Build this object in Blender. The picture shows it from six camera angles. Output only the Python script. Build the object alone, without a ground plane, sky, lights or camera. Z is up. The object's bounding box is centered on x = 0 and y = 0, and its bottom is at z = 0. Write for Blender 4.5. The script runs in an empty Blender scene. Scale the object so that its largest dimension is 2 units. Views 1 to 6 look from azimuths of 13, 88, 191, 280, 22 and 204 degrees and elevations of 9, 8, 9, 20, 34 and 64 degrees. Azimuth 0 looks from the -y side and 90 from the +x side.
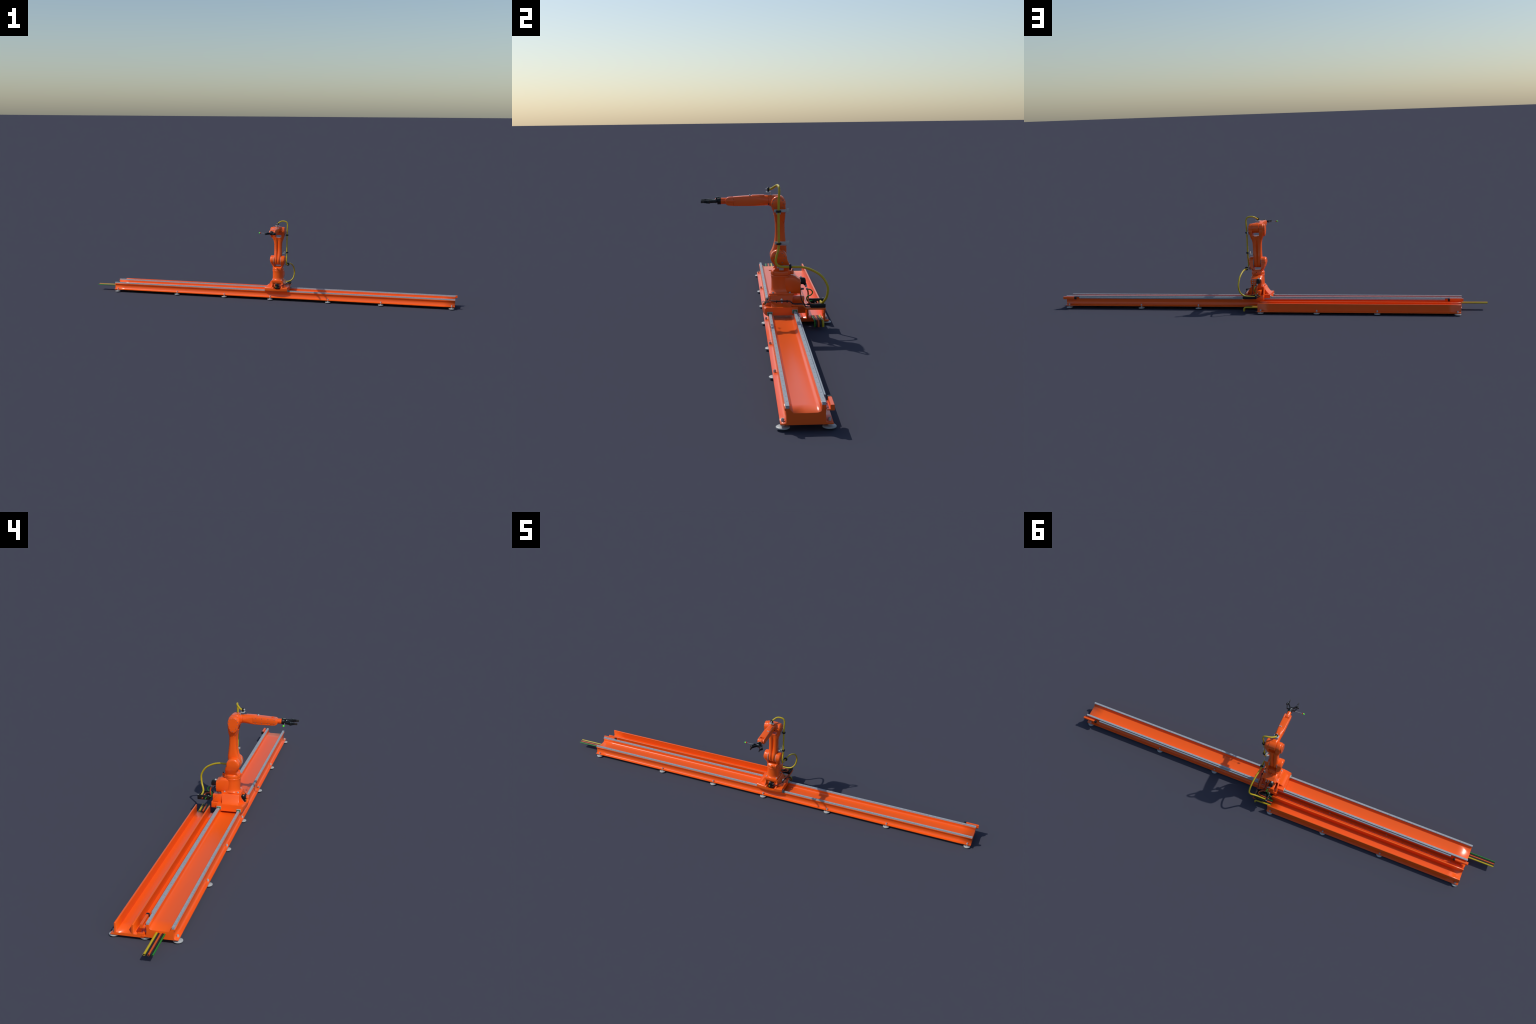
"""Orange six-axis industrial robot on a floor-mounted linear track with cable tray."""
import bpy, bmesh, math
from math import sin, cos, pi, radians, sqrt
from mathutils import Vector, Matrix

# ------------------------------------------------------------------ materials
def material(name, color, rough=0.4, metallic=0.0, spec=0.5, grain=None, bump=None, coat=0.0):
    """Principled paint / plastic / steel; grain = (scale, dark factor, light factor)."""
    m = bpy.data.materials.new(name)
    m.use_nodes = True
    nt = m.node_tree
    b = nt.nodes["Principled BSDF"]
    b.inputs["Base Color"].default_value = (*color, 1)
    b.inputs["Roughness"].default_value = rough
    b.inputs["Metallic"].default_value = metallic
    b.inputs["Specular IOR Level"].default_value = spec
    b.inputs["Coat Weight"].default_value = coat
    tc = nt.nodes.new("ShaderNodeTexCoord")
    if grain:
        n = nt.nodes.new("ShaderNodeTexNoise")
        n.inputs["Scale"].default_value = grain[0]
        n.inputs["Detail"].default_value = 4
        r = nt.nodes.new("ShaderNodeValToRGB")
        r.color_ramp.elements[0].position = 0.36
        r.color_ramp.elements[1].position = 0.64
        r.color_ramp.elements[0].color = (*[c * grain[1] for c in color], 1)
        r.color_ramp.elements[1].color = (*[min(1, c * grain[2]) for c in color], 1)
        nt.links.new(tc.outputs["Object"], n.inputs["Vector"])
        nt.links.new(n.outputs["Fac"], r.inputs["Fac"])
        nt.links.new(r.outputs["Color"], b.inputs["Base Color"])
    if bump:
        n2 = nt.nodes.new("ShaderNodeTexNoise")
        n2.inputs["Scale"].default_value = bump[0]
        bp = nt.nodes.new("ShaderNodeBump")
        bp.inputs["Strength"].default_value = bump[1]
        bp.inputs["Distance"].default_value = 0.0005
        nt.links.new(tc.outputs["Object"], n2.inputs["Vector"])
        nt.links.new(n2.outputs["Fac"], bp.inputs["Height"])
        nt.links.new(bp.outputs["Normal"], b.inputs["Normal"])
    return m

ORANGE = material("orange_paint", (0.90, 0.112, 0.0065), 0.27, spec=0.5)
STEEL = material("rail_steel", (0.335, 0.365, 0.39), 0.45, grain=(150, 0.92, 1.08))
ZINC = material("zinc_hardware", (0.40, 0.42, 0.42), 0.45, grain=(180, 0.94, 1.05))
DARKHOLE = material("dark_recess", (0.12, 0.13, 0.145), 0.6)
BLACK = material("black_plastic", (0.005, 0.0065, 0.008), 0.45, spec=0.35)
FINGER = material("dark_finger_pad", (0.022, 0.019, 0.017), 0.5)
GREEN_SEAL = material("green_seal", (0.02, 0.16, 0.045), 0.5)
YELLOW = material("yellow_hose_rubber", (0.50, 0.385, 0.010), 0.40)
GREEN = material("green_cable_sheath", (0.014, 0.20, 0.016), 0.45)
CABLE_ORANGE = material("orange_cable_sheath", (0.56, 0.085, 0.012), 0.5)
CABLE_BLACK = material("black_cable_sheath", (0.010, 0.010, 0.013), 0.5)
HOLLOW = material("cable_bore", (0.004, 0.003, 0.003), 0.9)
RED = material("red_signal", (0.62, 0.010, 0.016), 0.35)
LIME = material("lime_signal", (0.10, 0.86, 0.035), 0.35)
SENSOR_YELLOW = material("yellow_sensor_lens", (0.75, 0.68, 0.02), 0.4)

# ------------------------------------------------------------------ hierarchy
ROOT = bpy.data.objects.new("track_mounted_robot", None)
bpy.context.scene.collection.objects.link(ROOT)
ROOT["label"] = "orange six-axis robot arm on long floor track"
ROOT["category"] = "industrial robot"

def finish(name, bm, mat, parent=None, smooth=40, bevel=0.0, segs=2, stuff=False, recalc=True):
    """bmesh -> named object; optional rounded edges; shaded smooth by angle."""
    if recalc:
        bmesh.ops.recalc_face_normals(bm, faces=bm.faces)
    me = bpy.data.meshes.new(name)
    bm.to_mesh(me)
    bm.free()
    ob = bpy.data.objects.new(name, me)
    bpy.context.scene.collection.objects.link(ob)
    for m in (mat if isinstance(mat, (list, tuple)) else [mat]):
        me.materials.append(m)
    if bevel:
        md = ob.modifiers.new("round", "BEVEL")
        md.width = bevel
        md.segments = segs
        md.limit_method = "ANGLE"
        md.angle_limit = radians(32)
        md.harden_normals = False
        apply_modifiers(ob)
    if smooth:
        ob.data.shade_smooth()
        ob.data.set_sharp_from_angle(angle=radians(smooth))
    ob.parent = parent if parent is not None else ROOT
    if stuff:
        ob["kind"] = "stuff"
    return ob

def apply_modifiers(ob):
    dg = bpy.context.evaluated_depsgraph_get()
    dg.update()
    me = bpy.data.meshes.new_from_object(ob.evaluated_get(dg))
    old = ob.data
    me.name = old.name
    ob.modifiers.clear()
    ob.data = me
    bpy.data.meshes.remove(old)

def cut(ob, cutters, op="DIFFERENCE", smooth=40):
    for c in cutters:
        md = ob.modifiers.new("cut", "BOOLEAN")
        md.object = c
        md.operation = op
        md.solver = "EXACT"
    bpy.context.view_layer.update()
    apply_modifiers(ob)
    for c in cutters:
        bpy.data.objects.remove(c)
    ob.data.shade_smooth()
    ob.data.set_sharp_from_angle(angle=radians(smooth))

def copy_of(src, name, loc=(0, 0, 0), parent=None, rot=None):
    ob = src.copy()
    ob.name = name
    ob.location = loc
    if rot:
        ob.rotation_euler = rot
    ob.parent = parent if parent is not None else src.parent
    bpy.context.scene.collection.objects.link(ob)
    return ob

# ------------------------------------------------------------------ shape makers
def add_box(bm, x0, x1, y0, y1, z0, z1):
    vs = [bm.verts.new((x, y, z)) for x in (x0, x1) for y in (y0, y1) for z in (z0, z1)]
    for f in ((0, 1, 3, 2), (4, 6, 7, 5), (0, 4, 5, 1), (2, 3, 7, 6), (0, 2, 6, 4), (1, 5, 7, 3)):
        bm.faces.new([vs[i] for i in f])

def box(name, x, y, z, mat=ORANGE, parent=None, bevel=0.0008, segs=2, **k):
    bm = bmesh.new()
    add_box(bm, x[0], x[1], y[0], y[1], z[0], z[1])
    return finish(name, bm, mat, parent, bevel=bevel, segs=segs, **k)

def boxes(name, specs, mat=ORANGE, parent=None, bevel=0.0006, **k):
    bm = bmesh.new()
    for s in specs:
        add_box(bm, *s)
    return finish(name, bm, mat, parent, bevel=bevel, **k)

def at(axis, a, b, t):
    """2D point (a,b) in the plane normal to axis, at coordinate t on it."""
    return {"x": (t, a, b), "y": (a, t, b), "z": (a, b, t)}[axis]

def prism(name, outline, axis, t0, t1, mat=ORANGE, parent=None, bevel=0.0008, **k):
    bm = bmesh.new()
    lo = [bm.verts.new(at(axis, a, b, t0)) for a, b in outline]
    hi = [bm.verts.new(at(axis, a, b, t1)) for a, b in outline]
    n = len(outline)
    for i in range(n):
        j = (i + 1) % n
        bm.faces.new((lo[i], lo[j], hi[j], hi[i]))
    bm.faces.new(lo)
    bm.faces.new(hi)
    return finish(name, bm, mat, parent, bevel=bevel, **k)

def add_rings(bm, rings, cap0=True, cap1=True, closed=True):
    vs = [[bm.verts.new(p) for p in r] for r in rings]
    n = len(rings[0])
    for a, b in zip(vs[:-1], vs[1:]):
        for i in range(n if closed else n - 1):
            j = (i + 1) % n
            bm.faces.new((a[i], a[j], b[j], b[i]))
    if cap0:
        bm.faces.new(vs[0])
    if cap1:
        bm.faces.new(vs[-1])
    return vs

def loft(name, rings, mat=ORANGE, parent=None, **k):
    bm = bmesh.new()
    add_rings(bm, rings)
    return finish(name, bm, mat, parent, **k)

def frame(d):
    d = Vector(d).normalized()
    u = d.orthogonal().normalized()
    return d, u, d.cross(u)

def add_lathe(bm, origin, direction, profile, n=32, cap=True):
    """profile = [(distance along direction, radius)...]"""
    d, u, v = frame(direction)
    o = Vector(origin)
    rings = [[o + d * t + (u * cos(2 * pi * i / n) + v * sin(2 * pi * i / n)) * max(r, 1e-6)
              for i in range(n)] for t, r in profile]
    add_rings(bm, rings, cap, cap)

def lathe(name, origin, direction, profile, mat=ORANGE, parent=None, n=40, **k):
    bm = bmesh.new()
    add_lathe(bm, origin, direction, profile, n)
    return finish(name, bm, mat, parent, **k)

def rounded_cyl(length, r, e):
    return [(0, r - e), (e * .3, r - e * .3), (e, r), (length - e, r), (length - e * .3, r - e * .3), (length, r - e)]

def spline(pts, per=10):
    """Catmull-Rom through control points."""
    P = [Vector(p) for p in pts]
    P = [2 * P[0] - P[1]] + P + [2 * P[-1] - P[-2]]
    out = []
    for i in range(1, len(P) - 2):
        a, b, c, d = P[i - 1:i + 3]
        for s in range(per):
            t = s / per
            out.append(0.5 * ((2 * b) + (c - a) * t + (2 * a - 5 * b + 4 * c - d) * t * t
                              + (3 * b - a - 3 * c + d) * t ** 3))
    out.append(P[-2])
    return out

def add_tube(bm, pts, r, n=14, per=10, cap=True):
    path = spline(pts, per) if per else [Vector(p) for p in pts]
    tang = [(path[min(i + 1, len(path) - 1)] - path[max(i - 1, 0)]).normalized() for i in range(len(path))]
    u = tang[0].orthogonal().normalized()
    rings = []
    for p, t in zip(path, tang):
        u = (u - t * u.dot(t)).normalized()
        v = t.cross(u)
        rings.append([p + (u * cos(2 * pi * i / n) + v * sin(2 * pi * i / n)) * r for i in range(n)])
    add_rings(bm, rings, cap, cap)

def tube(name, pts, r, mat, parent=None, n=14, per=10, **k):
    bm = bmesh.new()
    add_tube(bm, pts, r, n, per)
    return finish(name, bm, mat, parent, **k)

def interp(tab, t):
    """smooth interpolation in a table of (t, value)"""
    if t <= tab[0][0]:
        return tab[0][1]
    for (a, va), (b, vb) in zip(tab[:-1], tab[1:]):
        if t <= b:
            s = (t - a) / (b - a)
            return va + (vb - va) * (s * s * (3 - 2 * s) * 0.5 + s * 0.5)
    return tab[-1][1]

def arc(cx, cy, r, a0, a1, n, ry=None):
    return [(cx + r * cos(radians(a0 + (a1 - a0) * i / n)), cy + (ry or r) * sin(radians(a0 + (a1 - a0) * i / n)))
            for i in range(n + 1)]

def rounded_rect(cx, cy, hx, hy, r, n=5):
    r = min(r, hx * .999, hy * .999)
    out = []
    for sx, sy, a in ((1, 1, 0), (-1, 1, 90), (-1, -1, 180), (1, -1, 270)):
        out += arc(cx + sx * (hx - r), cy + sy * (hy - r), r, a, a + 90, n)
    return out

def on_ring(table, side, r, cx, cy, z0, z1):
    """outer face x(y,z): follows a round turret of radius r below z0, the table above z1"""
    def f(y, z):
        ring = cx + side * sqrt(max(r * r - (y - cy) ** 2, 1e-8))
        t = min(1, max(0, (z - z0) / (z1 - z0)))
        t = t * t * (3 - 2 * t)
        return ring + (table(z) - ring) * t
    return f

def cheek(name, outline, center, x_in, x_out, rnd, mat=ORANGE, parent=None, steps=6, smooth=50, rin=0.0):
    """Cast cheek / fork plate: (y,z) outline extruded from x_in to x_out(z), outer edge rounded by rnd."""
    cy, cz = center
    s = 1 if x_out(cy, cz) > x_in else -1
    def ring(k, dx):
        out = []
        for y, z in outline:
            yy, zz = cy + (y - cy) * k, cz + (z - cz) * k
            xo = x_out(yy, zz)
            xo = max(xo, x_in + .001) if s > 0 else min(xo, x_in - .001)
            out.append((x_in if dx is None else xo - s * dx, yy, zz))
        return out
    size = sum(sqrt((y - cy) ** 2 + (z - cz) ** 2) for y, z in outline) / len(outline)
    rings = []
    for i in range(4 if rin else 0):                    # softened inner edge
        a = i / 4 * pi / 2
        rings.append([(x_in + s * rin * (1 - cos(a)), y, z) for _, y, z in ring(1 - rin * (1 - sin(a)) / size, None)])
    rings.append([(x_in + s * rin, y, z) for _, y, z in ring(1, None)])
    for i in range(steps + 1):
        a = i / steps * pi / 2
        rings.append(ring(1 - rnd * (1 - cos(a)) / size, rnd * (1 - sin(a))))
    k0 = 1 - rnd / size
    for f in (.75, .5, .25, .02):
        rings.append(ring(k0 * f, 0))
    return loft(name, rings, mat, parent, smooth=smooth)

def screw_mesh(name, r=0.003, h=0.006, mat=ZINC, socket=True):
    """socket-head screw pointing up +z, seated on z=0"""
    bm = bmesh.new()
    prof = [(-0.0006, r), (h * .82, r), (h, r * .8)]
    if socket:
        prof += [(h, r * .5), (h * .55, r * .45)]
    add_lathe(bm, (0, 0, 0), (0, 0, 1), prof, 18)
    return finish(name, bm, mat, smooth=35)

# ================================================================== LINEAR TRACK
X0, X1 = -0.886, 0.990
def extruded_skin(name, strips, x0, x1, mat=ORANGE, parent=None, soft=.058):
    """closed (y,z) section given as smooth strips (creased between strips), pulled along x;
    normals bent near both ends to place a sun highlight on the flat floor"""
    bm = bmesh.new()
    outline, crease = [], set()
    for st in strips:
        crease.add(len(outline))
        outline += st[:-1]
    n = len(outline)
    xs = [x0 + .0003, x0 + soft, x1 - soft, x1 - .0003]
    rows = [[bm.verts.new((x, y, z)) for y, z in outline] for x in xs]
    for a, b in zip(rows[:-1], rows[1:]):
        for i in range(n):
            k = (i + 1) % n
            bm.faces.new((a[k], a[i], b[i], b[k]))
    # tiny chamfer modelled to tilt the end normals for the glint, then a flat closing plate
    area = sum(outline[i][0] * outline[(i + 1) % n][1] - outline[(i + 1) % n][0] * outline[i][1] for i in range(n))
    sgn = 1 if area > 0 else -1
    inner = []
    for i in range(n):
        p, c, q = (Vector(outline[k % n]) for k in (i - 1, i, i + 1))
        d1, d2 = (c - p).normalized(), (q - c).normalized()
        m = Vector((-(d1.y + d2.y), d1.x + d2.x)) * sgn
        inner.append(c + m.normalized() * .0005)
    for x, row, flip in ((x0, rows[0], False), (x1, rows[-1], True)):
        rim = [bm.verts.new((x, y, z)) for y, z in inner]
        plate = [bm.verts.new((x, y, z)) for y, z in inner]
        for i in range(n):
            k = (i + 1) % n
            f = (row[i], row[k], rim[k], rim[i])
            bm.faces.new(f[::-1] if flip else f)
        bm.faces.new(plate[::-1] if flip else plate)
    bmesh.ops.recalc_face_normals(bm, faces=bm.faces)
    for i in crease:
        for a, b in zip(rows[:-1], rows[1:]):
            bm.edges.get((a[i], b[i])).smooth = False
    for f in bm.faces:
        f.smooth = True
    return finish(name, bm, mat, parent, smooth=0, recalc=False)

bed_section = [
    [(-.0108, .0112), (-.0108, .0138)],
    [(-.0108, .0138), (-.0030, .0140), (.0012, .0155), (.0020, .0300), (.0016, .0395), (-.0018, .0416)],
    [(-.0018, .0416), (-.0018, .0455)],
    [(-.0018, .0455), (.0088, .0455)],
    [(.0088, .0455), (.0092, .0428), (.0150, .0374)],
    [(.0150, .0374), (.0158, .0360)],
    [(.0158, .0360), (.0400, .0357), (.0640, .0360), (.0708, .0385), (.0724, .0430), (.0724, .0515)],
    [(.0724, .0515), (.0812, .0515)],
    [(.0812, .0515), (.0812, .0430), (.0806, .0380), (.0803, .0300), (.0812, .0160), (.0870, .0142), (.0958, .0138)],
    [(.0958, .0138), (.0958, .0112)],
    [(.0958, .0112), (-.0108, .0112)],
]
track = extruded_skin("linear_track", bed_section, X0, X1)

def rail(name, yc, zb):
    h, w = .0060, .0039
    sec = [(yc - w, zb), (yc - w, zb + .0017), (yc - w * .86, zb + .0028), (yc - w * .86, zb + .0036), (yc - w, zb + .0046),
           (yc - w, zb + h - .0003), (yc - w + .0003, zb + h),
           (yc + w - .0003, zb + h), (yc + w, zb + h - .0003), (yc + w, zb + .0046),
           (yc + w * .86, zb + .0036), (yc + w * .86, zb + .0028), (yc + w, zb + .0017), (yc + w, zb)]
    return prism(name, sec, "x", X0 - .0008, X1 + .0004, STEEL, track, bevel=0, smooth=25)

rail("guide_rail", .0038, .0455)
rail("guide_rail", .0767, .0515)

# counterbored screws along the rails
hole = None
bm = bmesh.new()
add_lathe(bm, (0, 0, 0), (0, 0, 1), [(-.0004, .0016), (.00012, .0016), (.00016, .0014), (-.0002, .0010)], 14)
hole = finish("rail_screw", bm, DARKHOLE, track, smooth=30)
holes = [(X0 + .0167 + .0374 * i, y, z) for i in range(50) for y, z in ((.0038, .0515), (.0767, .0575))]
hole.location = holes[0]
for p in holes[1:]:
    copy_of(hole, "rail_screw", p)

# gear rack under the rear rail
def rack():
    pitch, x0, x1 = .0046, -.8135, .9225
    zt, zr, zb = .0522, .0474, .0447
    pts = [(x0, zt), (x0, zr)]
    x = x0 + pitch * .2
    while x + pitch < x1:
        pts += [(x, zr), (x + pitch * .22, zb), (x + pitch * .5, zb), (x + pitch * .72, zr)]
        x += pitch
    pts += [(x1, zr), (x1, zt)]
    bm = bmesh.new()
    y0, y1 = .0809, .0870
    a = [bm.verts.new((x, y0, z)) for x, z in pts]
    b = [bm.verts.new((x, y1, z)) for x, z in pts]
    top0 = [bm.verts.new((x, y0, zt)) for x, z in pts]
    top1 = [bm.verts.new((x, y1 - .0009, zt)) for x, z in pts]
    edge = [bm.verts.new((x, y1, zt - .0009)) for x, z in pts]
    for i in range(len(pts) - 1):
        if pts[i][1] == zt or pts[i + 1][1] == zt:
            continue
        bm.faces.new((a[i], a[i + 1], b[i + 1], b[i]))
        bm.faces.new((b[i], b[i + 1], edge[i + 1], edge[i]))
        bm.faces.new((edge[i], edge[i + 1], top1[i + 1], top1[i]))
        bm.faces.new((top1[i], top1[i + 1], top0[i + 1], top0[i]))
    for i in (1, len(pts) - 2):
        bm.faces.new((a[i], b[i], edge[i], top1[i], top0[i]))
    return finish("gear_rack", bm, STEEL, track, smooth=20)
rack()

# levelling feet and their screws
bm = bmesh.new()
add_lathe(bm, (0, 0, 0), (0, 0, 1), [(0, .0122), (.0012, .0142), (.0032, .0142), (.0042, .0130), (.0047, .0060), (.0050, .0042), (.0118, .0042)], 36)
foot = finish("levelling_foot", bm, ZINC, track, smooth=45)
FRONT_X = (-.868, -.518, -.247, .0105, .3265, .608, .9735)
foot_spots = [(x, -.0050, 0) for x in FRONT_X] + [(x, .0888, 0) for x in FRONT_X]
foot.location = foot_spots[0]
for p in foot_spots[1:]:
    copy_of(foot, "levelling_foot", p)
fscrew = screw_mesh("foot_screw", .0034, .0066)
fscrew.parent = track
fscrew.location = (foot_spots[0][0], foot_spots[0][1], .0138)
for p in foot_spots[1:]:
    copy_of(fscrew, "foot_screw", (p[0], p[1], .0138))

# end stops with black buffers on the rear side
def end_stop(xa, xb, xbuf):
    x0, x1 = min(xa, xb), max(xa, xb)
    sec = [(.0816, .0432), (.0816, .0456), (.0884, .0458), (.0886, .0535), (.0896, .0546), (.0958, .0546), (.0968, .0536),
           (.0968, .0440), (.0958, .0430)]
    o = prism("end_stop", sec, "x", x0, x1, ORANGE, track, bevel=0, smooth=30)
    d = 1 if xbuf > xb else -1
    prism("rubber_buffer", rounded_rect(.0927, .0488, .0047, .0062, .0016, 3), "x", xb - .001 * d, xb + .0082 * d, BLACK, track, bevel=.0006)
    for dx in (.012, .036):
        lathe("end_stop_screw", (xa - d * -dx, .0842, .0456), (0, 0, 1), [(-.0005, .0015), (.0012, .0015), (.0014, .001)], ZINC, track, n=12)
end_stop(1.0, .9430, .93)
end_stop(-.8940, -.8345, -.82)

# cables leaving the end of the bed
def stub(name, pts, r, mat, parent, per=8):
    o = tube(name, pts, r, mat, parent, per=per)
    for e, q in ((0, 1), (-1, -2)):
        d = (Vector(pts[e]) - Vector(pts[q])).normalized()
        lathe("cable_bore", Vector(pts[e]) - d * .001, d, [(0, r * .72), (.0011, r * .72)], HOLLOW, parent, n=14)
    return o
loom = [("yellow_cable", .0512, .0035, YELLOW), ("black_cable", .0450, .0027, CABLE_BLACK), ("orange_cable", .0390, .0031, CABLE_ORANGE),
        ("black_cable", .0329, .0026, CABLE_BLACK), ("green_cable", .0275, .0025, GREEN)]
for nm, y, r, m in loom:
    stub(nm, [(-1.0, y, .0276), (-.95, y, .0276), (-.87, y, .0276)], r, m, track, per=2)

# ================================================================== CABLE TRAY
TX0, TX1 = -.8842, .0238
tray_section = [
    [(.0880, .0070), (.0880, .0106)], [(.0880, .0106), (.0964, .0108)], [(.0964, .0108), (.0968, .0150)], [(.0968, .0150), (.1180, .0156)],
    [(.1180, .0156), (.1180, .0440)], [(.1180, .0440), (.1187, .0447), (.1229, .0447), (.1236, .0440)], [(.1236, .0440), (.1236, .0156)],
    [(.1236, .0156), (.1690, .0156)],
    [(.1690, .0156), (.1690, .0438)], [(.1690, .0438), (.1697, .0444), (.1735, .0444), (.1742, .0438)], [(.1742, .0438), (.1742, .0116)],
    [(.1742, .0116), (.1852, .0106)], [(.1852, .0106), (.1852, .0070)], [(.1852, .0070), (.0880, .0070)]]
tray = extruded_skin("cable_tray", tray_section, TX0, TX1)
# fixing strip clamped on the track's rear flange
prism("fixing_strip", [(.0868, .0142), (.1075, .0151), (.1075, .0186), (.1060, .0200), (.0885, .0200), (.0868, .0184)], "x", TX0, TX1, ORANGE, tray, bevel=0, smooth=50)
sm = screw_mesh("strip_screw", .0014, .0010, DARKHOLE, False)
sm.parent = tray
spots = [(TX0 + .018 + .0223 * i, .0980, .0199) for i in range(40)]
sm.location = spots[0]
for p in spots[1:]:
    copy_of(sm, "strip_screw", p)
for x in FRONT_X[:4]:
    copy_of(foot, "levelling_foot", (x - .002, .1790, 0), tray)
    copy_of(fscrew, "foot_screw", (x - .002, .1800, .0114), tray)
for x in (TX1 - .0065,):
    for y, d in ((.1236, 1), (.1690, -1)):
        lathe("wall_screw", (x, y, .0290), (0, d, 0), [(-.0003, .0016), (.0012, .0016), (.0014, .0012)], BLACK, tray, n=14)
tloom = [("yellow_cable", .1582, .0035, YELLOW), ("black_cable", .1512, .0027, CABLE_BLACK), ("orange_cable", .1449, .0031, CABLE_ORANGE),
         ("black_cable", .1388, .0026, CABLE_BLACK), ("green_cable", .1336, .0025, GREEN)]
for nm, y, r, m in tloom:
    stub(nm, [(.0140, y, .0225), (.030, y, .0228), (.078, y + .002, .0230), (.0868, y + .003, .0205), (.0900, y + .003, .0140), (.0900, y + .003, .0050)], r, m, tray)

# ================================================================== CARRIAGE
AX, AY = .0442, .0394           # main robot axis
def saddle_ring(x):
    k = (x - AX) / .0625
    yf = -.0168 + .0062 * k * k
    zb, zt, yb = .0450, .0686, .0866
    pts = arc(yf + .006, zt - .006, .006, 180, 90, 5) + [(yb - .0015, zt), (yb, zt - .0015), (yb, zb), (yf + .004, zb), (yf + .0012, zb + .0022), (yf, zb + .006)]
    return [(x, y, z) for y, z in pts]
saddle = loft("carriage", [saddle_ring(-.0180 + .1230 * i / 24) for i in range(25)], smooth=35)
pocket = loft("helper", [[(x, y, z) for x, z in ((.0300, .0640), (.0460, .0572), (.0650, .0572), (.0700, .0640), (.0700, .0800), (.0300, .0800))]
                         for y in (-.0300, .0160)])
cut(saddle, [pocket], smooth=35)

# pedestal flaring to both sides
flare = [(.0660, .0580), (.0690, .0545), (.0720, .0505), (.0760, .0468), (.0810, .0430), (.0860, .0399), (.0910, .0372), (.0955, .0352), (.0985, .0338), (.1000, .0322)]
rings = []
for z, w in flare:
    k = (z - .066) / .034
    y0, y1 = .0070 + .001 * k, .0672 + .007 * k
    rings.append([(x, y, z) for x, y in rounded_rect(AX, (y0 + y1) / 2, w, (y1 - y0) / 2, .0012, 3)])
pedestal = loft("pedestal", rings, parent=saddle, smooth=35)

# front housing with tapered pocket
hood_sec = [(-.0150, .0600), (-.0150, .0672), (-.0098, .0700), (-.0050, .0762), (-.0004, .0824), (.0022, .0880), (.0030, .0940), (.0020, .0990), (.0300, .0990), (.0300, .0600)]
hood = prism("scanner_housing", hood_sec, "x", .0164, .0778, ORANGE, saddle, bevel=0, smooth=12)
bm = bmesh.new()                       # tapered pocket, its back wall leaning forward
q = [bm.verts.new(p) for p in ((.0180, -.022, .0630), (.0762, -.022, .0630), (.0762, -.022, .0935), (.0180, -.022, .0935),
                               (.0365, .0165, .0600), (.0640, .0165, .0600), (.0720, .0040, .0930), (.0215, .0040, .0930))]
for f in ((0, 1, 2, 3), (4, 7, 6, 5), (0, 4, 5, 1), (1, 5, 6, 2), (2, 6, 7, 3), (3, 7, 4, 0)):
    bm.faces.new([q[k] for k in f])
bmesh.ops.triangulate(bm, faces=bm.faces)
c1 = finish("helper", bm, ORANGE)
c2 = loft("helper", [[(x, y, z) for x, z in ((.0300, .0640), (.0460, .0575), (.0650, .0575), (.0700, .0640), (.0700, .0860), (.0300, .0860))]
                     for y in (-.0300, .0130)])
cut(hood, [c1, c2], smooth=12)

# safety scanner in the pocket
scanner = boxes("safety_scanner", [(.0368, .0590, -.0098, .0080, .0610, .0738), (.0378, .0582, -.0072, .0085, .0755, .0862), (.0390, .0570, -.0040, .0085, .0730, .0765)], BLACK, saddle, bevel=.0012)
lathe("scanner_window", (.0480, -.0035, .0745), (0, 0, 1), [(0, .0078), (.0018, .0078)], BLACK, saddle, n=28)
box("scanner_indicator", (.0412, .0452), (-.0106, -.0094), (.0690, .0728), SENSOR_YELLOW, saddle, bevel=.0003)
boxes("scanner_connector", [(.0400, .0445, -.0035, .0010, .0856, .0876), (.0578, .0598, -.0060, .0010, .0780, .0845), (.0578, .0597, -.0065, -.0010, .0665, .0725), (.0505, .0530, -.0068, -.0055, .0775, .0800)], ZINC, saddle, bevel=.0005)

# guide blocks and green end seals on the rails
for yc, zt in ((.0032, .0562), (.0766, .0618)):
    for xa, xb, d in ((.1040, .1082, 1), (-.0170, -.0206, -1)):
        x0, x1 = min(xa, xb), max(xa, xb)
        box("guide_block", (x0, x1), (yc - .0080, yc + .0080), (zt - .0110, zt), ZINC, saddle, bevel=.0005)
        xs = x1 if d > 0 else x0
        sec = [(yc - .0068, zt - .0112), (yc - .0068, zt - .0012), (yc + .0068, zt - .0012), (yc + .0068, zt - .0112), (yc + .0045, zt - .0112), (yc + .0045, zt - .0034), (yc - .0035, zt - .0034), (yc - .0035, zt - .0112)]
        prism("end_seal", sec, "x", xs - .0006 * d, xs + .0012 * d, GREEN_SEAL, saddle, bevel=0)

# rear drive housing
lower = prism("drive_housing", [(.0088, .0440), (.0720, .0440), (.0732, .0460), (.0732, .0660), (.0720, .0672), (.0100, .0672), (.0080, .0650), (.0078, .0470)], "y", .0800, .1108, ORANGE, saddle, bevel=.0020)
box("drive_housing", (.0208, .0470), (.0660, .1090), (.0640, .0900), ORANGE, saddle, bevel=.0012)
for x0, x1 in ((.0078, .0118),):
    prism("side_web", [(.0660, .0680), (.1060, .0680), (.1030, .0780), (.0860, .0960), (.0780, .0990), (.0660, .0990)], "x", x0, x1, ORANGE, saddle, bevel=.0010)

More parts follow.
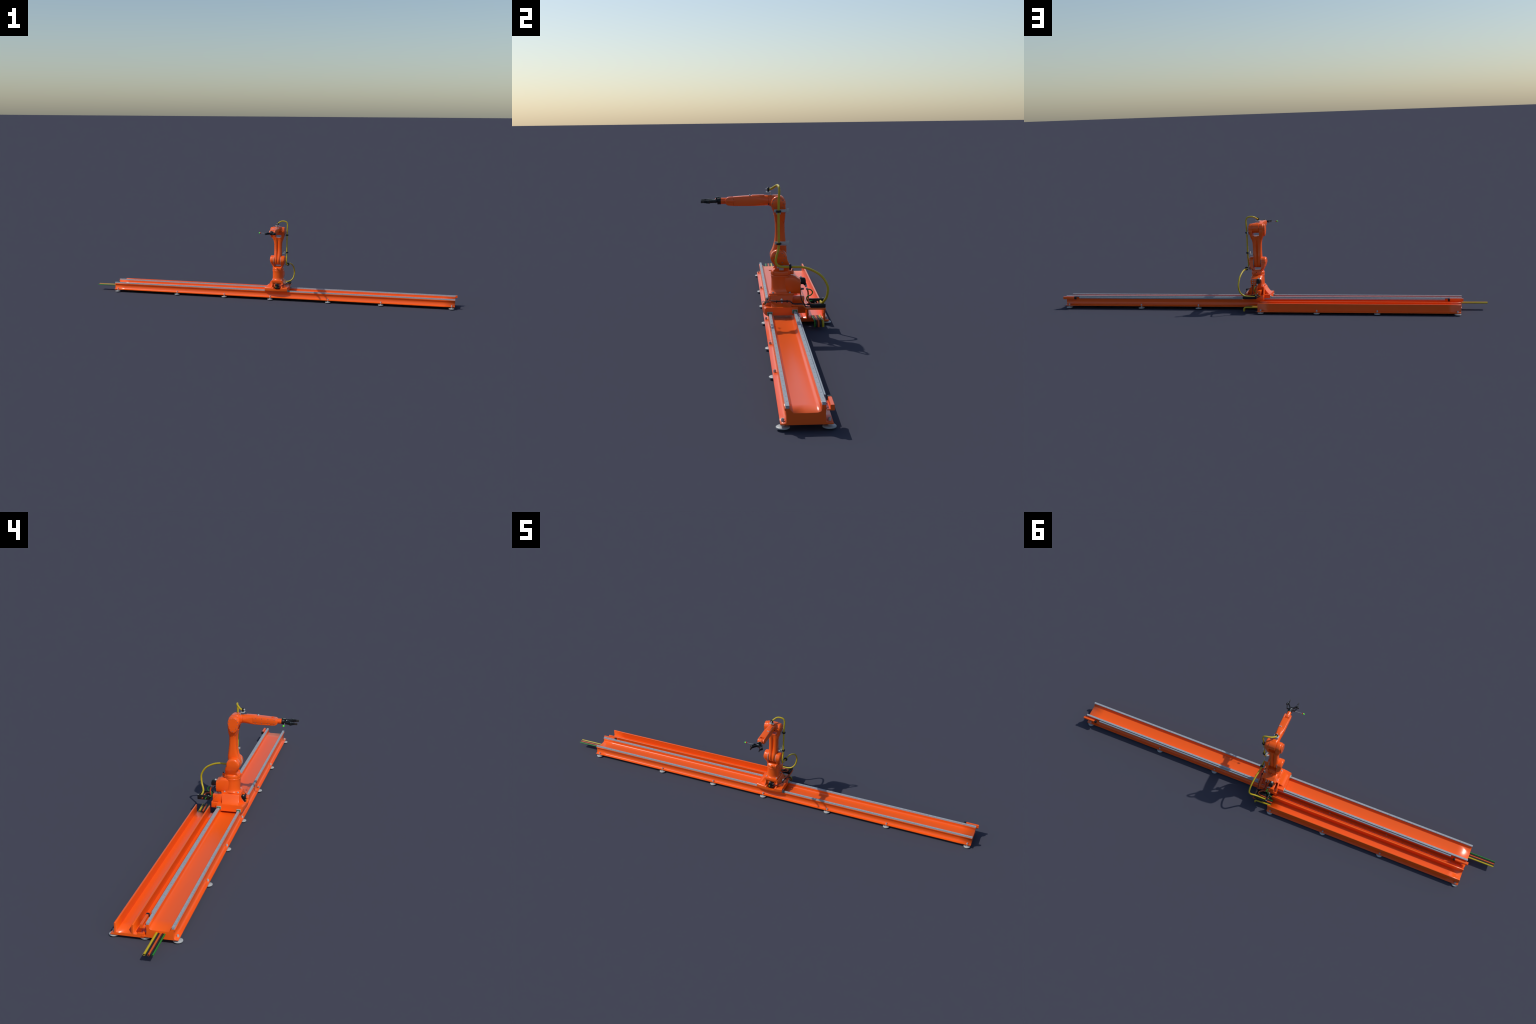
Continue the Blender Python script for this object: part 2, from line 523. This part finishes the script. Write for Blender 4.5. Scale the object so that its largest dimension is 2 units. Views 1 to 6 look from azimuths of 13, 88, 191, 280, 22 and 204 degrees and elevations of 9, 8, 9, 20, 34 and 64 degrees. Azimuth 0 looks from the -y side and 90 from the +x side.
# sheet bracket carrying the junction box
br = [(.0680, .0688), (.0680, .0748), (.1016, .0744), (.1130, .0632), (.1692, .0628), (.1692, .0578), (.1104, .0582), (.0996, .0688)]
prism("junction_bracket", br, "x", .0850, .0958, ORANGE, saddle, bevel=.0005)

# top flange under the column
flange_ring = rounded_rect(AX, AY + .0006, .0292, .0368, .004, 4)
prism("column_flange", flange_ring, "z", .0985, .1050, ORANGE, saddle, bevel=.0012)
csc = screw_mesh("column_screw", .0028, .0036)
csc.parent = saddle
cs = [(AX + sx * .0244, AY + sy * .0250, .1049) for sx in (-1, 1) for sy in (-1, 1)]
csc.location = cs[0]
for p in cs[1:]:
    copy_of(csc, "column_screw", p)

# cable loom clipped along the carriage's right flank
bundle = tube("scanner_cable", [(.0580, .0000, .0820), (.0660, -.004, .0850), (.0760, -.006, .0790), (.0860, .004, .0820), (.0955, .0205, .0846), (.0975, .0380, .0852), (.0990, .0560, .0852),
                               (.0990, .0640, .0835), (.0975, .0755, .0765), (.0965, .1020, .0755), (.0945, .1120, .0685), (.0900, .1260, .0670)], .0011, CABLE_BLACK, saddle, n=10)
tube("scanner_cable", [(.0580, -.002, .0690), (.0700, -.006, .0760), (.0860, .006, .0870), (.0958, .0205, .0868), (.0978, .0380, .0872), (.0992, .0560, .0872),
                       (.0990, .0650, .0860), (.0975, .0740, .0785), (.0965, .1000, .0770), (.0945, .1110, .0670), (.0900, .1260, .0655)], .0009, CABLE_BLACK, saddle, n=10)
tube("loom_sleeve", [(.0960, .0225, .0857), (.0975, .0400, .0862), (.0988, .0560, .0862)], .0020, BLACK, saddle, n=12)
for x, y in ((.0962, .0235), (.0985, .0545)):
    lathe("loom_clip", (x, y - .0014, .0856), (.05, 1, 0), rounded_cyl(.0030, .0042, .0008), BLACK, saddle, n=20)
for x, y, z in ((.0915, .0390, .0895),):
    lathe("flank_screw", (x, y, z - .003), (.5, 0, 1), [(0, .0030), (.0050, .0030), (.0058, .0022)], ZINC, saddle, n=18)
box("loom_standoff", (.0840, .0965), (.0370, .0420), (.0800, .0835), ZINC, saddle, bevel=.0005)

# ------------------------------------------------------------------ junction box
jb = boxes("junction_box", [(.0290, .0925, .1245, .1685, .0627, .0660), (.0290, .0925, .1245, .1275, .0650, .0735),
                            (.0290, .0925, .1655, .1690, .0650, .0745), (.0885, .0927, .1246, .1688, .0650, .0748),
                            (.0285, .0340, .1246, .1688, .0650, .0790)], BLACK, saddle, bevel=.0008)
boxes("box_lid_clamp", [(.0290, .0345, .1240, .1692, .0770, .0800)], BLACK, saddle, bevel=.0008)
bm = bmesh.new()
ringp = [(.0245 + .0042 * cos(2 * pi * i / 20), .1450, .0716 + .0042 * sin(2 * pi * i / 20)) for i in range(21)]
add_tube(bm, ringp, .0014, 8, 0)
finish("box_handle", bm, BLACK, saddle)
for y in (.1268, .1668):
    lathe("clamp_screw", (.0317, y, .0798), (0, 0, 1), [(0, .0019), (.0010, .0019), (.0013, .0014)], ZINC, saddle, n=14)
# cables inside the box
tube("orange_cable", [(.0345, .1180, .1130), (.0360, .1215, .1000), (.0390, .1215, .0860), (.0500, .1215, .0740), (.0680, .1265, .0720), (.0790, .1360, .0715), (.0740, .1460, .0712), (.0560, .1490, .0710), (.0250, .1490, .0700)], .0025, CABLE_ORANGE, saddle, n=12)
tube("black_cable", [(.0880, .1285, .0695), (.0860, .1450, .0700), (.0740, .1540, .0702), (.0500, .1545, .0700), (.0260, .1545, .0690)], .0022, CABLE_BLACK, saddle, n=12)
tube("black_cable", [(.0600, .1180, .0690), (.0700, .1290, .0700), (.0700, .1390, .0695), (.0560, .1420, .0690), (.0260, .1420, .0690)], .0022, CABLE_BLACK, saddle, n=12)
tube("green_cable", [(.0430, .1190, .1108), (.0440, .1265, .1100), (.0450, .1330, .1048), (.0450, .1335, .0985), (.0450, .1280, .0925), (.0440, .1205, .0905), (.0430, .1165, .0830), (.0420, .1200, .0740), (.0360, .1320, .0735), (.0240, .1360, .0725), (.0180, .1365, .0700)], .0018, GREEN, saddle, n=12)
tube("black_cable", [(.0600, .0965, .1150), (.0600, .0975, .1000), (.0605, .1000, .0830), (.0630, .1070, .0710), (.0680, .1180, .0675), (.0720, .1270, .0670)], .0014, CABLE_BLACK, saddle, n=10)

# ================================================================== ROBOT COLUMN (axis 1)
column = lathe("robot_column", (AX, AY, .1035), (0, 0, 1), [(0, .0318), (.0030, .0316), (.0042, .0302), (.0075, .0291), (.0160, .0285), (.0400, .0285), (.0480, .0290), (.0515, .0302), (.0532, .0298), (.0540, .0287)], n=64, smooth=45)
def motor_ring(y, x0, x1, zb, zt, c):
    return [(x, y, z) for x, z in ((x0 + c * .5, zb), (x1 - c * .5, zb), (x1 - c * .12, zb + c), (x1, (zb + zt) / 2 + .004), (x1, zt - c * .55), (x1 - c * .55, zt),
                                   (x0 + c * .55, zt), (x0, zt - c * .55), (x0, (zb + zt) / 2 + .004), (x0 + c * .12, zb + c))]
prof = [(.0400, .0175, .0705, .1050, .1555, .010), (.0660, .0175, .0705, .1030, .1560, .010), (.0780, .0172, .0700, .1018, .1560, .011), (.0830, .0170, .0698, .1016, .1535, .012),
        (.0880, .0170, .0697, .1015, .1490, .013), (.0940, .0170, .0696, .1015, .1455, .013), (.0968, .0172, .0694, .1016, .1442, .013)]
loft("motor_housing", [motor_ring(*p) for p in prof], parent=column, bevel=.0012, smooth=38)
for x, z in ((.0588, .1379), (.0477, .1392), (.0592, .1272), (.0482, .1280), (.0618, .1178), (.0527, .1196)):
    lathe("plug_cap", (x, .0964, z), (0, 1, 0), [(0, .0026), (.0016, .0026), (.0021, .0018)], ZINC, column, n=18)
motor = loft("motor_plug", [[(x, y, z) for x, z in rounded_rect(.0300, zc, .0078, hz, .003, 3)] for y, zc, hz in
                             ((.0966, .1340, .0095), (.1030, .1345, .0100), (.1110, .1340, .0098), (.1138, .1330, .0085), (.1150, .1310, .0060))], BLACK, column, smooth=40)
lathe("plug_cap", (.0300, .0985, .1430), (0, .75, .6), [(0, .0042), (.0042, .0042), (.0055, .0030)], ZINC, column, n=20)
lathe("cable_gland", (.0340, .1110, .1275), (.05, .55, -1), [(0, .0048), (.0050, .0046)], BLACK, column, n=20)
lathe("cable_gland", (.0342, .1138, .1230), (.05, .45, -1), [(0, .0036), (.0062, .0036), (.0070, .0028)], ZINC, column, n=20)
lathe("data_plug", (.0430, .0960, .1120), (0, 1, 0), [(0, .0032), (.0080, .0032), (.0082, .0030), (.0120, .0030)], BLACK, column, n=16)
for y0 in (.1000, .1150):
    lathe("plug_cap", (.0430, y0, .1116), (0, 1, 0), [(0, .0035), (.0040, .0035)], ZINC, column, n=16)
lathe("data_plug", (.0600, .0962, .1150), (0, 1, -.3), [(0, .0024), (.0040, .0024)], BLACK, column, n=14)

# ================================================================== SHOULDER (axis 2 fork)
SY, SZ = .0326, .2124           # shoulder axis in (y,z)
EY, EZ = .0326, .3722           # elbow axis
shoulder = lathe("shoulder", (AX, AY, .1577), (0, 0, 1), [(0, .0286), (.0010, .0299), (.0080, .0300), (.0110, .0296), (.0130, .0286), (.0140, .0262)], n=64, smooth=45)
fork_out = arc(SY, SZ, .0246, 212, -8, 26) + [(.0598, .2030), (.0628, .1940), (.0640, .1860), (.0645, .1780), (.0660, .1680), (.0672, .1600), (.0140, .1600), (.0140, .1690), (.0190, .1722), (.0212, .1770), (.0206, .1840), (.0172, .1915)]
def left_out(z):
    return interp([(.157, .0150), (.172, .0150), (.183, .0130), (.195, .0084), (.207, .0052), (.2135, .0038), (.24, .0034)], z)
def right_out(z):
    return 2 * AX - left_out(z) - .0004
cheek("shoulder_fork", fork_out, (SY + .004, SZ - .014), .0252, on_ring(left_out, -1, .0297, AX, AY, .1690, .1900), .0068, parent=shoulder)
cheek("shoulder_fork", fork_out, (SY + .004, SZ - .014), .0630, on_ring(right_out, 1, .0297, AX, AY, .1690, .1900), .0068, parent=shoulder)
web = [(.0150, .1600), (.0150, .1690), (.0210, .1745), (.0300, .1790), (.0480, .1800), (.0630, .1790), (.0655, .1700), (.0665, .1600)]
prism("shoulder_web", web, "x", .0235, .0655, ORANGE, shoulder, bevel=.0014)
# bolted cover on the outside of the right cheek
def bolt_ring(name, pts, origin_x, d, parent, r=.0013):
    bm = bmesh.new()
    add_lathe(bm, (0, 0, 0), (d, 0, 0), [(-.001, r), (.0006, r), (.0008, r * .6)], 12)
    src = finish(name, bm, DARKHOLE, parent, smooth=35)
    src.location = (origin_x, *pts[0])
    for p in pts[1:]:
        copy_of(src, name, (origin_x, *p))
bolt_ring("cover_screw", [(SY + .0165 * cos(radians(18 + 36 * i)), SZ + .0165 * sin(radians(18 + 36 * i))) for i in range(10)], right_out(.2124) - .0001, 1, shoulder)
box("stop_tab", (.0410, .0480), (.0036, .0160), (.1692, .1716), ORANGE, shoulder, bevel=.0006)
boxes("stop_lug", [(.0415, .0475, .0660, .0780, .1572, .1690)], ORANGE, shoulder, bevel=.0012)
lathe("stop_pin", (.0445, .0752, .1685), (0, 0, 1), [(0, .0018), (.0036, .0018), (.004, .0013)], BLACK, shoulder, n=14)
for x0, x1, cy, cz, r in ((.0252, .0262, SY, SZ, .0247), (.0620, .0630, SY, SZ, .0247)):
    lathe("joint_seal", (x0 - .0005, cy, cz), (1, 0, 0), [(0, r - .0006), (.0004, r), (x1 - x0 + .0005, r), (x1 - x0 + .0010, r - .0006)], ZINC, shoulder, n=56)

# ================================================================== UPPER ARM
stem = [  # z, half width, y front, y back, groove depth
    (.1885, .0125, .0270, .0400, .0005), (.1900, .0162, .0190, .0470, .0010), (.1945, .0182, .0140, .0525, .0020), (.2020, .0186, .0095, .0560, .0028), (.2125, .0186, .0078, .0572, .0034),
    (.2220, .0188, .0090, .0572, .0036), (.2290, .0195, .0112, .0570, .0038), (.2370, .0202, .0145, .0572, .0040), (.2450, .0205, .0172, .0568, .0042), (.2560, .0205, .0202, .0552, .0044),
    (.2680, .0205, .0222, .0538, .0044), (.2850, .0207, .0234, .0526, .0044), (.3000, .0212, .0236, .0522, .0040), (.3100, .0226, .0234, .0522, .0034), (.3200, .0250, .0226, .0524, .0024),
    (.3300, .0285, .0215, .0530, .0010), (.3380, .0312, .0200, .0536, .0)]
rings = []
for z, w, f, b, g in stem:
    cy, hy = (f + b) / 2, (b - f) / 2
    ring = []
    n = 112
    for i in range(n):
        a = 2 * pi * i / n
        e = 0.55                         # squircle exponent: two rounded lobes side by side
        px = w * math.copysign(abs(cos(a)) ** e, cos(a))
        py = hy * math.copysign(abs(sin(a)) ** (.62 if w > .015 else .9), sin(a))
        dent = 1.6 * g * math.exp(-(px / (w * .20)) ** 2)
        py -= math.copysign(dent, py) if abs(py) > hy * .4 else 0
        ring.append((.0438 + px, cy + py, z))
    rings.append(ring)
bm = bmesh.new()
add_rings(bm, rings)
upper_arm = finish("upper_arm", bm, ORANGE, smooth=60)
gap = lathe("helper", (.0312, .0376, .3560), (1, 0, 0), [(0, .0235), (.0322, .0235)], n=48)
gap.scale = (1, 2.0, 1)
gap.location = (0, -.0376, 0)
gapbox = loft("helper", [[(x, y, z) for y in (-.02, .09) for z in ()] or
                         [(x, -.01, .3420), (x, .09, .3420), (x, .09, .40), (x, -.01, .40)] for x in (.0312, .0634)])
saddle_cut = loft("helper", [[(x, y, z) for x, z in [(.0312, .3900)] + [(.0473 + .0161 * cos(radians(180 + 15 * i)), .3440 + .0085 * sin(radians(180 + 15 * i))) for i in range(13)] + [(.0634, .3900)]] for y in (-.01, .09)])
bpy.data.objects.remove(gap)
bpy.data.objects.remove(gapbox)
cut(upper_arm, [saddle_cut], smooth=50)
elbow_out = arc(EY, EZ, .0213, 205, -15, 24) + [(.0544, .3600), (.0543, .3500), (.0535, .3380), (.0526, .3260), (.0500, .3150), (.0440, .3070), (.0320, .3070), (.0262, .3150), (.0228, .3260), (.0208, .3380), (.0170, .3530)]
def arm_left(z):
    return interp([(.306, .0252), (.314, .0216), (.322, .0182), (.334, .0135), (.346, .0106), (.358, .0090), (.372, .0082), (.40, .0095)], z)
def arm_right(z):
    return interp([(.306, .0624), (.314, .0662), (.322, .0698), (.334, .0742), (.346, .0778), (.358, .0805), (.372, .0818), (.40, .0805)], z)
cheek("elbow_fork", elbow_out, (EY + .002, EZ - .018), .0312, lambda y, z: arm_left(z), .0085, rin=.0022, parent=upper_arm)
cheek("elbow_fork", elbow_out, (EY + .002, EZ - .018), .0634, lambda y, z: arm_right(z), .0065, rin=.0022, parent=upper_arm)
cover = arc(EY, .3712, .0196, 190, -10, 22) + [(.0510, .3600), (.0480, .3480), (.0430, .3390), (.0375, .3345), (.0330, .3335), (.0280, .3345), (.0225, .3390), (.0170, .3480), (.0140, .3600)]
cheek("elbow_cover", cover, (EY, .3640), .0125, lambda y, z: interp([(.33, .0068), (.345, .0048), (.36, .0041), (.40, .0041)], z), .0022, parent=upper_arm)
bolt_ring("cover_screw", [(.0426, .3842), (.0326, .3886), (.0216, .3851), (.0160, .3761), (.0164, .3644), (.0216, .3521), (.0328, .3410), (.0438, .3501), (.0484, .3617), (.0487, .3736)], .0041, -1, upper_arm)
bolt_ring("cover_screw", [(EY + .0163 * cos(radians(a)), EZ + .0163 * sin(radians(a))) for a in (-38, 0, 36, 72, 108, 144, 180, 218)], .0817, 1, upper_arm)

# ================================================================== FOREARM
forearm = lathe("forearm", (.0318, EY, EZ), (1, 0, 0), [(0, .0218), (.0008, .0228), (.0307, .0228), (.0315, .0218)], n=64, smooth=40)
for x0, x1 in ((.0632, .0637),):
    lathe("joint_seal", (x0, EY, EZ), (1, 0, 0), [(0, .0211), (x1 - x0, .0211)], ZINC, forearm, n=56)
FZ = .3798
def sect(y, cx, hx, cz, hz, r):
    return [(x, y, z) for x, z in rounded_rect(cx, cz, hx, hz, r, 5)]
hous = [(.0400, .0470, .0155, .3735, .0160, .006), (.0330, .0470, .0158, .3750, .0203, .008), (.0240, .0468, .0158, .3760, .0195, .009), (.0160, .0460, .0158, .3775, .0178, .011),
        (.0080, .0450, .0158, .3793, .0160, .013), (.0042, .0446, .0156, .3798, .0154, .0145)]
loft("elbow_housing", [sect(*s) for s in hous], parent=forearm, smooth=50)
tubeS = [(.0036, .0445, .0154, .3798, .0152, .0148), (-.0060, .0444, .0154, .3800, .0155, .0135), (-.0180, .0441, .0154, .3800, .0157, .0105), (-.0300, .0438, .0154, .3797, .0156, .0070), (-.0380, .0436, .0152, .3795, .0153, .0045),
         (-.0500, .0436, .0151, .3792, .0149, .0035), (-.0700, .0436, .0151, .3790, .0144, .0032), (-.0900, .0436, .0151, .3785, .0137, .0030), (-.0985, .0436, .0151, .3782, .0133, .0030)]
loft("forearm_tube", [sect(*s) for s in tubeS], parent=forearm, smooth=45)
prong = [(-.0980, .3912), (-.0980, .3652)] + arc(-.1105, .3785, .0125, 270, 90, 18, .0128)
prong = [(-.0965, .3915), (-.1105, .3908)] + arc(-.1105, .3785, .0122, 90, 270, 18, .0122)[1:] + [(-.0965, .3651)]
prism("wrist_fork", prong, "x", .0285, .0357, ORANGE, forearm, bevel=.0012)
prism("wrist_fork", prong, "x", .0534, .0587, ORANGE, forearm, bevel=.0012)
cov = [(-.0335, .3722), (-.0335, .3892), (-.1090, .3880)] + arc(-.1105, .3800, .0082, 80, 280, 12)[1:-1] + [(-.1090, .3720)]
prism("forearm_cover", cov, "x", .0274, .0292, ORANGE, forearm, bevel=.0006)
prism("forearm_cover", [(-.1130, .3745), (-.0980, .3760), (-.0900, .3800), (-.0980, .3825), (-.1130, .3860), (-.1175, .3830), (-.1175, .3770)], "x", .0580, .0596, ORANGE, forearm, bevel=.0005)
bolt_ring("forearm_screw", [(-.0433, .3884), (-.0660, .3882), (-.0883, .3876), (-.1105, .3868), (-.0433, .3722), (-.0656, .3728), (-.0883, .3732), (-.1105, .3738)], .0274, -1, forearm, .0012)
prism("forearm_ridge", [(.0350, .3930), (.0365, .3963), (.0540, .3963), (.0560, .3930)], "y", -.0440, -.0070, ORANGE, forearm, bevel=.0010)
for x in (.0472, .0535):
    lathe("forearm_nut", (x, -.0500, .3935), (0, 0, 1), [(0, .0024), (.0030, .0024), (.0036, .0017)], ZINC, forearm, n=14)
lathe("housing_plug", (.0600, .0052, .3690), (1, 0, 0), [(-.003, .0016), (.0010, .0016)], BLACK, forearm, n=14)

# ------------------------------------------------------------------ wrist
wrist = lathe("wrist", (.0362, -.1105, .3795), (1, 0, 0), [(0, .0096), (.0010, .0104), (.0158, .0104), (.0168, .0096)], parent=ROOT, n=48)
lathe("wrist_barrel", (.0446, -.1105, .3797), (0, -1, 0), [(0, .0088), (.0120, .0092), (.0210, .0093), (.0246, .0093), (.0250, .0086)], parent=wrist, n=40)
for x in (.0357, .0529):
    lathe("joint_seal", (x, -.1105, .3795), (1, 0, 0), [(0, .0108), (.0006, .0108)], ZINC, wrist, n=40)

# ================================================================== GRIPPER
GX, GZ = .0445, .3797
grip = lathe("gripper", (GX, -.1350, GZ), (0, -1, 0), [(0, .0096), (.0006, .0103), (.0092, .0103), (.0105, .0096)], BLACK, n=40)
boxes("gripper_body", [(GX - .0088, GX + .0088, -.1602, -.1440, GZ - .0046, GZ + .0046), (GX - .0042, GX + .0042, -.1500, -.1390, GZ + .0040, GZ + .0112),
                       (GX - .0170, GX + .0170, -.1510, -.1470, GZ - .0036, GZ + .0036)], BLACK, grip, bevel=.0008)
box("gripper_label", (GX - .0060, GX + .0045), (-.1535, -.1515), (GZ + .0042, GZ + .0050), ZINC, grip, bevel=.0002)
box("gripper_label", (GX - .0035, GX - .0018), (-.1500, -.1400), (GZ + .0108, GZ + .0117), ZINC, grip, bevel=.0002)
box("gripper_valve", (GX + .0012, GX + .0038), (-.1385, -.1358), (GZ + .0096, GZ + .0114), GREEN, grip, bevel=.0003)
def link(name, p, q, w, h, mat=BLACK):
    """flat bar from p to q (x,y), width w, height h about the gripper plane"""
    px, py = p; qx, qy = q
    L = sqrt((qx - px) ** 2 + (qy - py) ** 2)
    dx, dy = (qx - px) / L, (qy - py) / L
    o = arc(0, 0, w / 2, 90, 270, 8) + arc(L, 0, w / 2, -90, 90, 8)
    pts = [(px + a * dx - b * dy, py + a * dy + b * dx) for a, b in o]
    return prism(name, pts, "z", GZ - h / 2, GZ + h / 2, mat, grip, bevel=.0004)
for s in (1, -1):
    X = lambda d: GX + s * d
    link("inner_link", (X(.0055), -.1570), (X(.0205), -.1745), .0044, .0096)
    link("outer_link", (X(.0170), -.1490), (X(.0248), -.1695), .0042, .0080)
    link("knuckle", (X(.0265), -.1690), (X(.0200), -.1755), .0056, .0100)
    link("gripper_finger", (X(.0208), -.1750), (X(.0192), -.1830), .0034, .0088, BLACK)
    link("finger_pad", (X(.0192), -.1820), (X(.0203), -.1922), .0026, .0080, FINGER)
    for d, y in ((.0170, -.1490), (.0252, -.1700), (.0205, -.1748)):
        lathe("link_pin", (X(d), y, GZ - .0052), (0, 0, 1), [(0, .0011), (.0104, .0011)], ZINC if d > .02 else FINGER, grip, n=12)
probe = tube("signal_rod", [(.0280, -.1490, .3797), (.0100, -.1500, .3800), (-.0090, -.1505, .3803)], .00055, ZINC, grip, n=10, per=3)
lathe("signal_bulb", (-.0072, -.1504, .3803), (-1, 0, 0), [(0, .0006), (.0012, .0018), (.0028, .0030), (.0048, .0034), (.0062, .0034)], RED, grip, n=24)
lathe("signal_cap", (-.0133, -.1505, .3804), (-1, 0, 0), [(0, .0035), (.0014, .0034), (.0040, .0027), (.0062, .0016), (.0074, .0004)], LIME, grip, n=24)

# ================================================================== HOSE
HR = .0035
hose = tube("supply_hose", [
    (.0446, .0030, .4122), (.0446, .0090, .4122), (.0465, .0150, .4140), (.0520, .0220, .4190), (.0600, .0285, .4235), (.0690, .0315, .4250), (.0800, .0332, .4240), (.0890, .0345, .4200),
    (.0935, .0350, .4120), (.0945, .0346, .4000), (.0938, .0335, .3800), (.0930, .0325, .3505), (.0928, .0322, .3000), (.0928, .0324, .2580), (.0928, .0304, .2370), (.0927, .0270, .2250), (.0926, .0240, .2130),
    (.0926, .0229, .2050), (.0926, .0244, .1970), (.0926, .0292, .1915), (.0926, .0390, .1880), (.0926, .0512, .1870), (.0926, .0654, .1866), (.0938, .0840, .1866), (.0960, .1000, .1860), (.1000, .1230, .1800),
    (.1045, .1490, .1660), (.1072, .1640, .1500), (.1088, .1735, .1300), (.1082, .1735, .1130), (.1040, .1700, .0960), (.0960, .1640, .0840), (.0850, .1600, .0765), (.0720, .1590, .0735), (.0560, .1588, .0725), (.0320, .1588, .0720)],
    HR, YELLOW, n=18, per=8)
def clamp(center, axis, r=.0078, h=.0062):
    c = Vector(center) - Vector(axis) * h / 2
    return lathe("hose_clamp", c, axis, rounded_cyl(h, r, .0014), BLACK, hose, n=14, smooth=35)
clamp((.0930, .0325, .3505), (0, 0, 1)); clamp((.0928, .0324, .2560), (0, 0, 1)); clamp((.0926, .0652, .1868), (0, 1, 0), .0088)
clamp((.0446, .0048, .4116), (0, 1, 0), .0074, .0056)
lathe("clamp_knob", (.0446, .0020, .4125), (0, -1, 0), [(0, .0034), (.0032, .0034), (.0042, .0024)], ZINC, hose, n=18)
# sheet brackets holding the clamps
boxes("clamp_bracket", [(.0836, .0852, .0195, .0556, .3472, .3556), (.0800, .0852, .0556, .0635, .3448, .3576), (.0820, .0836, .0252, .0394, .3412, .3500), (.0850, .0900, .0275, .0375, .3485, .3525)], ZINC, hose, bevel=.0004)
boxes("clamp_bracket", [(.0795, .0810, .0204, .0530, .2524, .2608), (.0660, .0808, .0300, .0625, .2492, .2506), (.0795, .0810, .0530, .0625, .2496, .2626), (.0806, .0900, .0275, .0375, .2540, .2580)], ZINC, hose, bevel=.0003)
boxes("clamp_bracket", [(.0838, .0853, .0262, .0690, .1822, .1905), (.0810, .0840, .0328, .0462, .1758, .1900), (.0850, .0900, .0620, .0690, .1845, .1890)], ZINC, hose, bevel=.0004)
boxes("clamp_bracket", [(.0345, .0560, -.0020, .0125, .4035, .4046), (.0350, .0500, .0112, .0126, .3930, .4042), (.0410, .0500, .0115, .0170, .3950, .3962), (.0410, .0480, .0030, .0070, .4040, .4060)], ZINC, hose, bevel=.0003)
